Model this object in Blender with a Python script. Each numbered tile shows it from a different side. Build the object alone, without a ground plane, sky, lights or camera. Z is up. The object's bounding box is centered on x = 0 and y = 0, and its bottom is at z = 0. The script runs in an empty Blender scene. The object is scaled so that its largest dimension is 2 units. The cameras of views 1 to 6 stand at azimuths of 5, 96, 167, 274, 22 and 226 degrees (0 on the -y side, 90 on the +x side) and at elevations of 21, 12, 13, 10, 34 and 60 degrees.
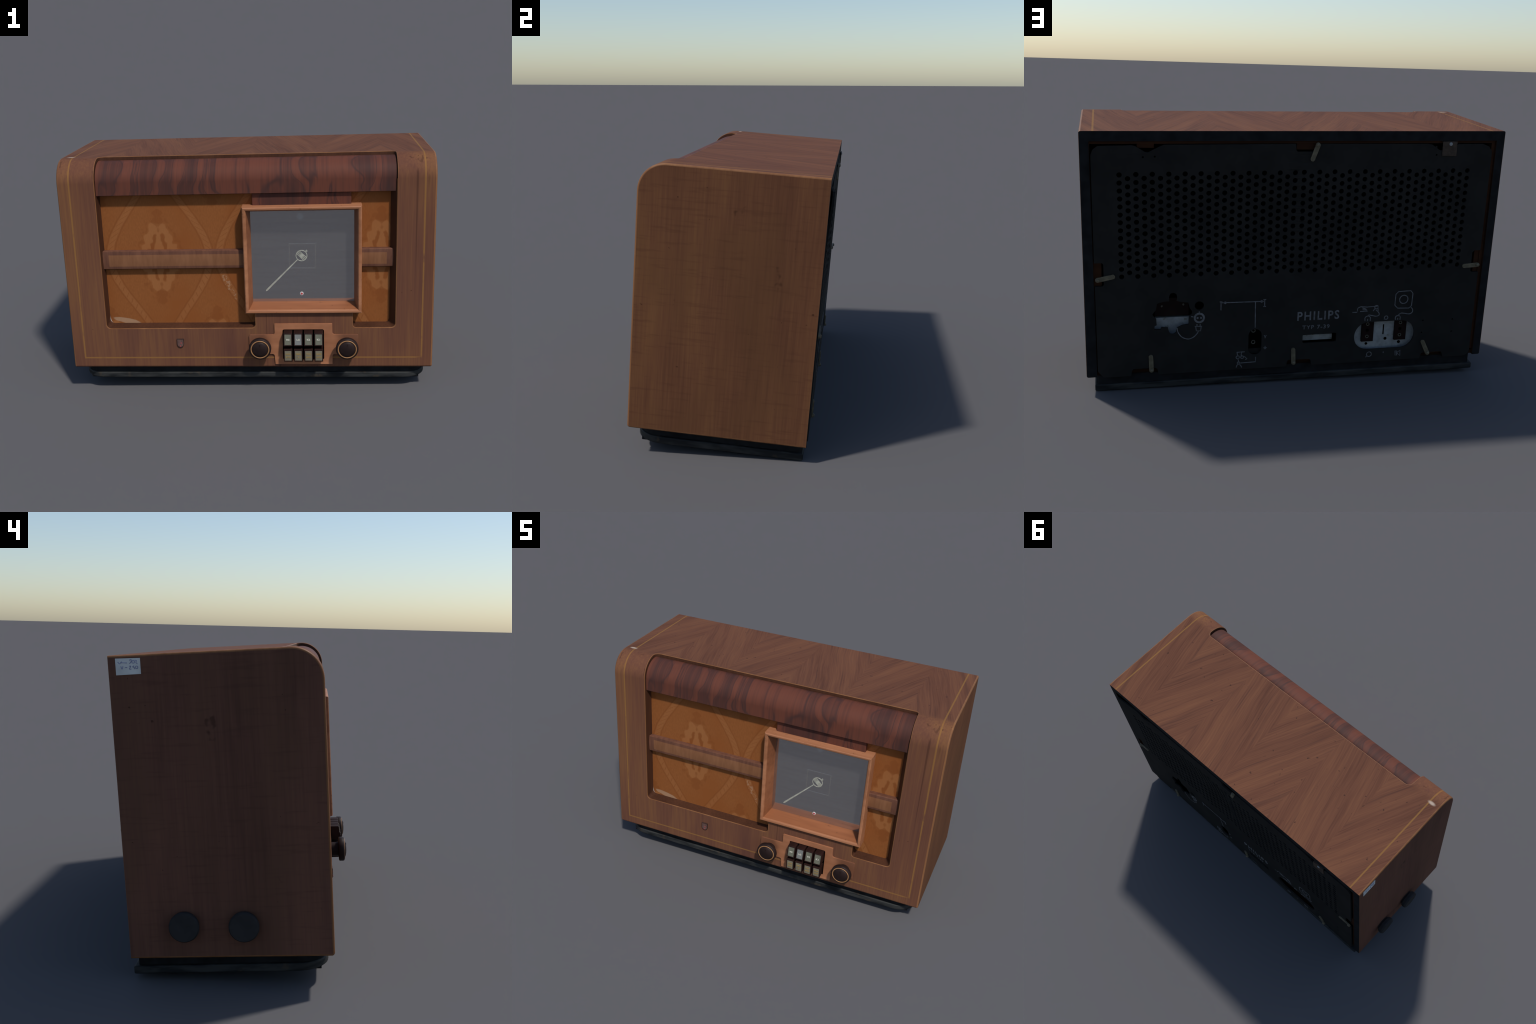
# Vintage wooden table radio, built in its own upright frame and then set
# leaning slightly back (as the original stands).
import bpy, bmesh, math, random
from mathutils import Matrix, Vector, Euler

random.seed(7)
PI = math.pi
C = bpy.context
scene = C.scene

# ------------------------------------------------------------------ frame
TILT = Euler((math.radians(-4.36), math.radians(0.59), 0.0), 'XYZ')
SEAT = Vector((0.0158, -0.013, 0.114))
FRAME = Matrix.Translation(SEAT) @ TILT.to_matrix().to_4x4()

HW = 0.9690            # half width of the cabinet (right side)
HL = 0.9755            # the left side stands a little further out
YF, YB = -0.388, 0.383  # front and back faces
ZT = 1.139             # top face
RT = 0.118             # radius of the front top edge

radio = bpy.data.objects.new("table_radio", None)
radio.empty_display_size = 0.2
scene.collection.objects.link(radio)
radio["label"] = "old walnut tube radio with cloth grille and square dial"
radio["category"] = "radio"


# ------------------------------------------------------------------ helpers
def add(name, mesh, parent=radio, offset=None):
    ob = bpy.data.objects.new(name, mesh)
    scene.collection.objects.link(ob)
    ob.parent = parent
    if parent is radio:
        m = FRAME if offset is None else FRAME @ Matrix.Translation(offset)
        ob.matrix_local = m
    elif offset is not None:
        ob.location = offset
    return ob


def mesh_of(name, verts, faces, mats=(), smooth=None):
    me = bpy.data.meshes.new(name)
    me.from_pydata([tuple(v) for v in verts], [], faces)
    me.update()
    bm = bmesh.new()
    bm.from_mesh(me)
    bmesh.ops.recalc_face_normals(bm, faces=bm.faces[:])
    bm.to_mesh(me)
    bm.free()
    for m in mats:
        me.materials.append(m)
    if smooth is not None:
        smooth_by_angle(me, smooth)
    return me


def smooth_by_angle(me, deg):
    lim = math.radians(deg)
    bm = bmesh.new()
    bm.from_mesh(me)
    for f in bm.faces:
        f.smooth = True
    for e in bm.edges:
        e.smooth = not (len(e.link_faces) != 2 or e.calc_face_angle(0.0) > lim)
    bm.to_mesh(me)
    bm.free()


def prism(poly, axis, lo, hi):
    """Extrude a 2D outline along an axis. For axis 'y' the outline is (x, z),
    for 'x' it is (y, z), for 'z' it is (x, y)."""
    put = {'x': lambda a, b, t: (t, a, b),
           'y': lambda a, b, t: (a, t, b),
           'z': lambda a, b, t: (a, b, t)}[axis]
    n = len(poly)
    v = [put(a, b, lo) for a, b in poly] + [put(a, b, hi) for a, b in poly]
    f = [tuple(range(n)), tuple(range(n, 2 * n))]
    f += [(i, (i + 1) % n, n + (i + 1) % n, n + i) for i in range(n)]
    return v, f


def arc(cx, cy, r, a0, a1, n):
    return [(cx + r * math.cos(math.radians(a0 + (a1 - a0) * i / n)),
             cy + r * math.sin(math.radians(a0 + (a1 - a0) * i / n))) for i in range(n + 1)]


def round_rect(x0, z0, x1, z1, r, n=5):
    if not isinstance(r, (tuple, list)):
        r = (r,) * 4          # bl, br, tr, tl
    out = []
    for (cx, cz, a), q in zip(((x0, z0, 180), (x1, z0, 270), (x1, z1, 0), (x0, z1, 90)), r):
        sx = 1 if cx == x0 else -1
        sz = 1 if cz == z0 else -1
        if q <= 0:
            out.append((cx, cz))
        else:
            out += arc(cx + sx * q, cz + sz * q, q, a, a + 90, n)
    return out


def lathe(profile, axis, n=40):
    """profile: (distance along -axis from the base, radius)."""
    v, f = [], []
    for d, r in profile:
        for i in range(n):
            a = 2 * PI * i / n
            p, q = r * math.cos(a), r * math.sin(a)
            v.append((p, -d, q) if axis == 'y' else (-d, p, q))
    m = len(profile)
    for j in range(m - 1):
        for i in range(n):
            k = (i + 1) % n
            f.append((j * n + i, j * n + k, (j + 1) * n + k, (j + 1) * n + i))
    f.append(tuple(range(n)))
    f.append(tuple(range((m - 1) * n, m * n)))
    return v, f


def cut(ob, verts, faces):
    t = bpy.data.objects.new("cutter", mesh_of("cutter", verts, faces))
    scene.collection.objects.link(t)
    t.matrix_world = FRAME if ob.parent is radio else Matrix()
    md = ob.modifiers.new("cut", 'BOOLEAN')
    md.operation = 'DIFFERENCE'
    md.solver = 'EXACT'
    md.object = t
    bake(ob)
    bpy.data.objects.remove(t, do_unlink=True)


def bake(ob):
    dg = C.evaluated_depsgraph_get()
    dg.update()
    me = bpy.data.meshes.new_from_object(ob.evaluated_get(dg), preserve_all_data_layers=True, depsgraph=dg)
    old = ob.data
    ob.modifiers.clear()
    ob.data = me
    me.name = ob.name
    if old.users == 0:
        bpy.data.meshes.remove(old)


def bevel(ob, width, seg=3, angle=40, material=-1):
    md = ob.modifiers.new("bevel", 'BEVEL')
    md.width = width
    md.segments = seg
    md.limit_method = 'ANGLE'
    md.angle_limit = math.radians(angle)
    md.material = material
    md.harden_normals = False
    bake(ob)
    smooth_by_angle(ob.data, 38)
    wn = ob.modifiers.new("weighted", 'WEIGHTED_NORMAL')
    wn.keep_sharp = True
    wn.weight = 80
    bake(ob)


def soft(name, vf, mats, width=0.003, seg=2, angle=40, parent=radio, offset=None, edge=-1):
    ob = add(name, mesh_of(name, vf[0], vf[1], mats), parent, offset)
    if width:
        bevel(ob, width, seg, angle, edge)
    return ob


def box(x0, y0, z0, x1, y1, z1):
    return prism([(x0, z0), (x1, z0), (x1, z1), (x0, z1)], 'y', y0, y1)


def merge(*parts):
    v, f = [], []
    for pv, pf in parts:
        o = len(v)
        v += list(pv)
        f += [tuple(i + o for i in q) for q in pf]
    return v, f


def flat_curve(name, loops, y0, depth, mat, parent=radio):
    """A flat sheet in XZ with holes, from closed loops; thickness along y."""
    cu = bpy.data.curves.new(name, 'CURVE')
    cu.dimensions = '2D'
    cu.fill_mode = 'BOTH'
    cu.extrude = depth / 2
    for lp in loops:
        sp = cu.splines.new('POLY')
        sp.points.add(len(lp) - 1)
        for p, (x, z) in zip(sp.points, lp):
            p.co = (x, z, 0, 1)
        sp.use_cyclic_u = True
    ob = bpy.data.objects.new(name, cu)
    scene.collection.objects.link(ob)
    dg = C.evaluated_depsgraph_get()
    dg.update()
    me = bpy.data.meshes.new_from_object(ob.evaluated_get(dg), depsgraph=dg)
    bpy.data.objects.remove(ob, do_unlink=True)
    bpy.data.curves.remove(cu)
    # (x, z, t) -> (x, y0 + depth/2 +- t, z)
    me.transform(Matrix(((1, 0, 0, 0), (0, 0, -1, y0 + depth / 2), (0, 1, 0, 0), (0, 0, 0, 1))))
    me.name = name
    bm = bmesh.new()
    bm.from_mesh(me)
    bmesh.ops.remove_doubles(bm, verts=bm.verts[:], dist=1e-5)
    bmesh.ops.recalc_face_normals(bm, faces=bm.faces[:])
    for f in bm.faces:
        f.smooth = False
    bm.to_mesh(me)
    bm.free()
    me.materials.clear()
    me.materials.append(mat)
    return add(name, me, parent)


def strokes(name, lines, y, width, mat, parent, thick=0.0012):
    """Printed line work: flat ribbons of the given width lying on plane y
    (lines are lists of (x, z)); thickness sticks out along +y."""
    parts = []
    h = width / 2
    for ln in lines:
        closed = len(ln) > 2 and abs(ln[0][0] - ln[-1][0]) + abs(ln[0][1] - ln[-1][1]) < 1e-6
        pts = [Vector(p) for p in (ln[:-1] if closed else ln)]
        n = len(pts)
        lft, rgt = [], []
        for i, p in enumerate(pts):
            a = pts[i - 1] if (i > 0 or closed) else p
            b = pts[(i + 1) % n] if (i < n - 1 or closed) else p
            d = (b - a)
            d = d.normalized() if d.length > 0 else Vector((1, 0))
            nn = Vector((-d.y, d.x)) * h
            lft.append(p + nn)
            rgt.append(p - nn)
        v = []
        for yy in (y, y + thick):
            v += [(q.x, yy, q.y) for q in lft] + [(q.x, yy, q.y) for q in rgt]
        f = []
        m = n if closed else n - 1
        for i in range(m):
            j = (i + 1) % n
            f.append((i, j, n + j, n + i))
            f.append((2 * n + i, 2 * n + j, 3 * n + j, 3 * n + i))
            f.append((i, j, 2 * n + j, 2 * n + i))
            f.append((n + i, n + j, 3 * n + j, 3 * n + i))
        if not closed:
            f.append((0, n, 3 * n, 2 * n))
            f.append((n - 1, 2 * n - 1, 4 * n - 1, 3 * n - 1))
        parts.append((v, f))
    v, f = merge(*parts)
    return add(name, mesh_of(name, v, f, [mat]), parent)


def circle(cx, cz, r, n=20, closed=True, sx=1.0):
    p = [(cx + sx * r * math.cos(2 * PI * i / n), cz + r * math.sin(2 * PI * i / n)) for i in range(n)]
    return p + [p[0]] if closed else p


def spline(pts, n=6):
    out = []
    P = [pts[0]] + list(pts) + [pts[-1]]
    for i in range(1, len(P) - 2):
        p0, p1, p2, p3 = (Vector(P[i + k]) for k in (-1, 0, 1, 2))
        for j in range(n):
            t = j / n
            q = 0.5 * ((2 * p1) + (p2 - p0) * t + (2 * p0 - 5 * p1 + 4 * p2 - p3) * t * t
                       + (3 * p1 - p0 - 3 * p2 + p3) * t ** 3)
            out.append((q.x, q.y))
    out.append(tuple(pts[-1]))
    return out


def lettering(name, text, size, x, z, y, mat, parent, width=None, facing_back=True, shear=0.0, bold=0.0, spread=0.0):
    cu = bpy.data.curves.new(name, 'FONT')
    cu.body = text
    cu.size = size
    cu.align_x = 'CENTER'
    cu.align_y = 'CENTER'
    cu.extrude = 0.0006
    cu.offset = bold
    cu.shear = shear
    cu.space_character = 1.0 + spread
    cu.resolution_u = 3
    ob = bpy.data.objects.new(name, cu)
    scene.collection.objects.link(ob)
    dg = C.evaluated_depsgraph_get()
    dg.update()
    me = bpy.data.meshes.new_from_object(ob.evaluated_get(dg), depsgraph=dg)
    bpy.data.objects.remove(ob, do_unlink=True)
    bpy.data.curves.remove(cu)
    s = 1.0
    if width:
        xs = [v.co.x for v in me.vertices]
        s = width / (max(xs) - min(xs))
    zs = [v.co.y for v in me.vertices]
    mid = (max(zs) + min(zs)) / 2
    sg = -1 if facing_back else 1
    for v in me.vertices:
        v.co = (x + sg * v.co.x * s, y + v.co.z, z + v.co.y - mid)
    me.update()
    me.materials.clear()
    me.materials.append(mat)
    return add(name, me, parent)


# ------------------------------------------------------------------ materials
class N:
    """small shader-graph builder"""

    def __init__(self, name):
        self.m = bpy.data.materials.new(name)
        self.m.use_nodes = True
        self.t = self.m.node_tree
        self.bsdf = self.t.nodes["Principled BSDF"]
        self.pos = self.t.nodes.new("ShaderNodeTexCoord").outputs["Object"]
        s = self.t.nodes.new("ShaderNodeSeparateXYZ")
        self.t.links.new(self.pos, s.inputs[0])
        self.x, self.y, self.z = s.outputs

    def put(self, sock, v):
        if isinstance(v, bpy.types.NodeSocket):
            self.t.links.new(v, sock)
        elif isinstance(v, (tuple, list)) and len(v) == 3 and sock.type == 'RGBA':
            sock.default_value = (*v, 1)
        else:
            sock.default_value = v

    def math(self, op, a, b=0.0, c=0.0, clamp=False):
        n = self.t.nodes.new("ShaderNodeMath")
        n.operation = op
        n.use_clamp = clamp
        for s, v in zip(n.inputs, (a, b, c)):
            self.put(s, v)
        return n.outputs[0]

    def vec(self, a, b, c):
        n = self.t.nodes.new("ShaderNodeCombineXYZ")
        for s, v in zip(n.inputs, (a, b, c)):
            self.put(s, v)
        return n.outputs[0]

    def noise(self, v, scale=1.0, detail=3.0, rough=0.55, dist=0.0):
        n = self.t.nodes.new("ShaderNodeTexNoise")
        self.put(n.inputs["Vector"], v)
        n.inputs["Scale"].default_value = scale
        n.inputs["Detail"].default_value = detail
        n.inputs["Roughness"].default_value = rough
        n.inputs["Distortion"].default_value = dist
        return n.outputs["Fac"]

    def scaled(self, sx, sy, sz, add=(0, 0, 0)):
        n = self.t.nodes.new("ShaderNodeMapping")
        self.put(n.inputs["Vector"], self.pos)
        n.inputs["Scale"].default_value = (sx, sy, sz)
        n.inputs["Location"].default_value = add
        return n.outputs[0]

    def ramp(self, f, *stops):
        n = self.t.nodes.new("ShaderNodeValToRGB")
        e = n.color_ramp.elements
        while len(e) < len(stops):
            e.new(0.5)
        for q, (p, c) in zip(e, stops):
            q.position = p
            q.color = (*c, 1) if not isinstance(c, float) else (c, c, c, 1)
        self.put(n.inputs[0], f)
        return n.outputs[0]

    def smooth(self, f, a, b):
        n = self.t.nodes.new("ShaderNodeMapRange")
        n.interpolation_type = 'SMOOTHSTEP'
        self.put(n.inputs[0], f)
        n.inputs[1].default_value = a
        n.inputs[2].default_value = b
        return n.outputs[0]

    def mix(self, f, a, b, mode='MIX'):
        n = self.t.nodes.new("ShaderNodeMix")
        n.data_type = 'RGBA'
        n.blend_type = mode
        self.put(n.inputs[0], f)
        self.put(n.inputs[6], a)
        self.put(n.inputs[7], b)
        return n.outputs[2]

    def bump(self, h, strength=0.3, dist=0.002):
        n = self.t.nodes.new("ShaderNodeBump")
        n.inputs["Strength"].default_value = strength
        n.inputs["Distance"].default_value = dist
        self.put(n.inputs["Height"], h)
        self.put(self.bsdf.inputs["Normal"], n.outputs[0])

    def done(self, col, rough=0.5, spec=0.4, metal=0.0, **kw):
        b = self.bsdf.inputs
        self.put(b["Base Color"], col)
        self.put(b["Roughness"], rough)
        self.put(b["Specular IOR Level"], spec)
        self.put(b["Metallic"], metal)
        for k, v in kw.items():
            self.put(b[k.replace("_", " ")], v)
        return self.m


def spots(n, scale, thr, seed=(0, 0, 0), soft_=0.03):
    """small isolated dents and stains"""
    return n.smooth(n.noise(n.scaled(scale, scale, scale, seed), 1.0, 2.0, 0.5), thr, thr + soft_)


def chevron(n):
    """book-matched chevron veneer of the top, for the graph n"""
    t = n.math('ADD', n.x, -0.022 + 0.345)
    t = n.math('SUBTRACT', n.math('MODULO', n.math('ADD', t, 6.9), 0.69), 0.345)
    # the leaves are matched at the seams, so the grain mirrors there
    slope = n.mix(n.math('GREATER_THAN', t, 0.0), (0.476, 0.476, 0.476), (0.27, 0.27, 0.27))
    wob = n.math('MULTIPLY', n.math('SUBTRACT', n.noise(n.scaled(3, 3, 3), 1.0, 1.0), 0.5), 0.035)
    q = n.math('ADD', n.math('ADD', n.math('ABSOLUTE', t), n.math('MULTIPLY', n.y, slope)), wob)
    leaf = n.math('FLOOR', n.math('DIVIDE', n.math('ADD', n.x, 7.223), 0.345))
    broad = n.noise(n.vec(n.math('MULTIPLY', q, 16), n.math('MULTIPLY', n.y, 1.2), n.math('MULTIPLY', leaf, 0.07)), 1.0, 3.0, 0.5, 0.1)
    fine = n.noise(n.vec(n.math('MULTIPLY', q, 110), n.math('MULTIPLY', n.y, 3.5), n.math('MULTIPLY', leaf, 3.0)), 1.0, 4.0, 0.62)
    f = n.math('ADD', n.math('MULTIPLY', broad, 0.45), n.math('MULTIPLY', fine, 0.55))
    col = n.ramp(f, (0.30, (0.084, 0.035, 0.023)), (0.48, (0.130, 0.055, 0.033)), (0.68, (0.170, 0.074, 0.040)))
    vein = n.noise(n.vec(n.math('MULTIPLY', q, 42), n.math('MULTIPLY', n.y, 1.6), leaf), 1.0, 2.0, 0.5, 0.3)
    col = n.mix(n.math('MULTIPLY', n.smooth(vein, 0.58, 0.72), 0.42), col, (0.056, 0.028, 0.023))
    dots = spots(n, 34, 0.705, (1.3, 2.2, 0.4), 0.05)
    col = n.mix(n.math('MULTIPLY', dots, 0.65), col, (0.022, 0.014, 0.014))
    ax = n.math('ABSOLUTE', n.x)
    v = n.math('LESS_THAN', n.math('ABSOLUTE', n.math('SUBTRACT', ax, 0.911)), 0.0041)
    col = n.mix(n.math('MULTIPLY', v, 0.7), col, (0.25, 0.128, 0.040))
    # worn pale nick where the inlay meets the bend
    dx = n.math('SUBTRACT', n.x, -0.925)
    dy = n.math('SUBTRACT', n.y, -0.250)
    r = n.math('SQRT', n.math('ADD', n.math('MULTIPLY', dx, dx), n.math('MULTIPLY', n.math('MULTIPLY', dy, dy), 5.0)))
    col = n.mix(n.smooth(r, 0.030, 0.008), col, (0.42, 0.33, 0.26))
    return col


def veneer(name, dark, mid, light, inlay=False, streaks=True, seed=(0, 0, 0), rough=0.7, crackscale=1.0, stains=False):
    """upright-grained veneer: grain runs along z"""
    n = N(name)
    broad = n.noise(n.scaled(5, 5, 0.9, seed), 1.0, 3.0, 0.5, 0.4)
    fine = n.noise(n.scaled(95, 95, 3.2, seed), 1.0, 4.0, 0.6)
    f = n.math('ADD', n.math('MULTIPLY', broad, 0.62), n.math('MULTIPLY', fine, 0.38))
    col = n.ramp(f, (0.34, dark), (0.50, mid), (0.66, light))
    if streaks:
        s = n.noise(n.scaled(26 * crackscale, 26 * crackscale, 0.55, seed), 1.0, 1.0, 0.4, 0.5)
        line = n.smooth(s, 0.655, 0.71)
        col = n.mix(n.math('MULTIPLY', line, 0.5), col, tuple(c * 0.45 for c in dark))
    if stains:
        tint = n.smooth(n.noise(n.scaled(4, 4, 2.2, seed), 1.0, 2.0, 0.5), 0.42, 0.66)
        col = n.mix(n.math('MULTIPLY', tint, 0.45), col, (mid[0] * 0.92, mid[1] * 1.0, mid[2] * 0.9))
        weft = n.noise(n.scaled(6, 6, 70, seed), 1.0, 3.0, 0.6)
        col = n.mix(n.math('MULTIPLY', n.smooth(weft, 0.52, 0.70), 0.30), col, tuple(c * 0.8 for c in dark))
        big = n.smooth(n.noise(n.scaled(9, 9, 8, (seed[1], 0.3, seed[0])), 1.0, 3.0, 0.6), 0.70, 0.76)
        col = n.mix(n.math('MULTIPLY', big, 0.6), col, tuple(c * 0.42 for c in dark))
    dots = spots(n, 38, 0.735, (3.1, 1.7, 4.4))
    col = n.mix(n.math('MULTIPLY', dots, 0.6), col, tuple(c * 0.3 for c in dark))
    if inlay:
        up = n.math('GREATER_THAN', n.z, 0.0495)
        ax = n.math('ABSOLUTE', n.x)
        v = n.math('LESS_THAN', n.math('ABSOLUTE', n.math('SUBTRACT', ax, 0.911)), 0.0041)
        v = n.math('MULTIPLY', v, up)
        h = n.math('LESS_THAN', n.math('ABSOLUTE', n.math('SUBTRACT', n.z, 0.0535)), 0.0041)
        h = n.math('MULTIPLY', h, n.math('LESS_THAN', ax, 0.911))
        m = n.math('MAXIMUM', v, h)
        m = n.math('MULTIPLY', m, n.math('LESS_THAN', n.y, -0.2))
        w = n.noise(n.scaled(14, 14, 14), 1.0, 2.0)
        m = n.math('MULTIPLY', m, n.smooth(w, 0.22, 0.42))
        col = n.mix(n.math('MULTIPLY', m, 0.75), col, (0.250, 0.122, 0.038))
    if inlay:
        # the chevron leaves of the top run out into the upright veneer at the bend
        m = n.math('MULTIPLY', n.smooth(n.math('ADD', n.y, n.math('MULTIPLY', n.math('SUBTRACT', broad, 0.5), 0.06)), -0.300, -0.245),
                   n.math('GREATER_THAN', n.z, 1.09))
        col = n.mix(m, col, chevron(n))
    n.bump(fine, 0.08, 0.001)
    return n.done(col, rough, 0.05)


FRONT_D, FRONT_M, FRONT_L = (0.104, 0.044, 0.031), (0.140, 0.060, 0.035), (0.182, 0.083, 0.038)
SIDE_D, SIDE_M, SIDE_L = (0.097, 0.040, 0.022), (0.136, 0.058, 0.029), (0.172, 0.078, 0.034)

m_front = veneer("walnut_veneer_front", FRONT_D, FRONT_M, FRONT_L, inlay=True)
m_side = veneer("walnut_veneer_side", SIDE_D, SIDE_M, SIDE_L, streaks=False, seed=(5, 2, 8), stains=True)
m_side_left = veneer("walnut_veneer_left", (0.092, 0.043, 0.031), (0.125, 0.058, 0.041), (0.155, 0.072, 0.048), streaks=False, seed=(2, 6, 1), stains=True)


def plain_wood(name, dark, light, axis='z', fine=90, rough=0.55, spec=0.14, spot=0.0):
    n = N(name)
    s = {'x': (3, fine, fine), 'z': (fine, fine, 3), 'y': (fine, 3, fine)}[axis]
    b = {'x': (1, 7, 7), 'z': (7, 7, 1), 'y': (7, 1, 7)}[axis]
    f = n.math('ADD', n.math('MULTIPLY', n.noise(n.scaled(*s), 1.0, 3.0, 0.6), 0.5),
               n.math('MULTIPLY', n.noise(n.scaled(*b), 1.0, 2.0, 0.5, 0.3), 0.5))
    col = n.ramp(f, (0.35, dark), (0.65, light))
    if spot:
        col = n.mix(n.math('MULTIPLY', spots(n, 60, 0.68, (2, 2, 1)), spot), col, tuple(c * 0.25 for c in dark))
    return n.done(col, rough, spec)


m_edge = plain_wood("worn_edge_wood", (0.155, 0.064, 0.027), (0.235, 0.108, 0.047), 'z', 30, 0.5)
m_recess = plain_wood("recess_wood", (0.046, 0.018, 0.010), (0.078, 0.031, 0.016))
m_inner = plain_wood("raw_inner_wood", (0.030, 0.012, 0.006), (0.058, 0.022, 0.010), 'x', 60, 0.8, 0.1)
m_frame = plain_wood("dial_frame_wood", (0.265, 0.104, 0.047), (0.40, 0.172, 0.085), 'x', 26, 0.5, 0.2, 0.35)
m_frame_in = plain_wood("dial_frame_inner", (0.195, 0.068, 0.028), (0.290, 0.108, 0.047), 'x', 26, 0.55, 0.14, 0.3)


def plate_wood():
    """pale plate, darker brown out on its wings"""
    n = N("control_plate_veneer")
    f = n.math('ADD', n.math('MULTIPLY', n.noise(n.scaled(3, 26, 26), 1.0, 3.0, 0.6), 0.5), n.math('MULTIPLY', n.noise(n.scaled(9, 9, 9), 1.0, 3.0), 0.5))
    col = n.ramp(f, (0.35, (0.27, 0.108, 0.052)), (0.65, (0.40, 0.168, 0.084)))
    d = n.math('ABSOLUTE', n.math('SUBTRACT', n.x, 0.287))
    d = n.math('ADD', d, n.math('MULTIPLY', n.math('SUBTRACT', n.noise(n.scaled(18, 18, 18), 1.0, 2.0), 0.5), 0.06))
    col = n.mix(n.math('MULTIPLY', n.smooth(d, 0.155, 0.215), 0.8), col, (0.135, 0.056, 0.032))
    return n.done(col, 0.5, 0.2)


m_plate = plate_wood()


def figured():
    """dark figured rosewood of the rounded rail: upright flames and dark veins"""
    n = N("figured_rosewood")
    up_ = n.math('SUBTRACT', n.z, n.math('MULTIPLY', n.y, 0.8))      # runs over the bend
    warp = n.math('MULTIPLY', n.math('SUBTRACT', n.noise(n.vec(n.math('MULTIPLY', n.x, 2.6), 0.0, n.math('MULTIPLY', up_, 3.6)), 1.0, 1.5), 0.5), 3.0)
    v = n.vec(n.math('ADD', n.math('MULTIPLY', n.x, 9), warp), 0.0, n.math('MULTIPLY', up_, 1.6))
    flame = n.noise(v, 1.0, 2.0, 0.5, 0.35)
    fine = n.noise(n.vec(n.math('MULTIPLY', n.x, 85), 0.3, n.math('MULTIPLY', up_, 3.0)), 1.0, 3.0, 0.6)
    f = n.math('ADD', n.math('MULTIPLY', flame, 0.74), n.math('MULTIPLY', fine, 0.26))
    col = n.ramp(f, (0.34, (0.048, 0.024, 0.021)), (0.46, (0.075, 0.030, 0.023)),
                 (0.56, (0.122, 0.041, 0.026)), (0.68, (0.090, 0.034, 0.024)))
    vein = n.math('ABSOLUTE', n.math('SUBTRACT', flame, 0.49))
    col = n.mix(n.math('MULTIPLY', n.smooth(vein, 0.024, 0.0), 0.6), col, (0.040, 0.023, 0.022))
    return n.done(col, 0.6, 0.1)


m_figured = figured()


def bar_wood():
    """cross bar: pale panel with a darker banded border"""
    n = N("banded_bar_veneer")
    f = n.noise(n.scaled(40, 40, 8), 1.0, 3.0, 0.6)
    pale = n.ramp(f, (0.35, (0.170, 0.072, 0.033)), (0.65, (0.215, 0.096, 0.046)))
    dark = n.ramp(f, (0.35, (0.098, 0.041, 0.026)), (0.65, (0.142, 0.061, 0.037)))
    inz = n.smooth(n.math('ABSOLUTE', n.math('SUBTRACT', n.z, 0.5975)), 0.0335, 0.0295)
    xl = n.smooth(n.x, -0.744, -0.738)
    xr = n.smooth(n.x, 0.728, 0.722)
    m = n.math('MULTIPLY', inz, n.math('MULTIPLY', xl, xr))
    return n.done(n.mix(m, dark, pale), 0.55, 0.14)


m_bar = bar_wood()


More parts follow.
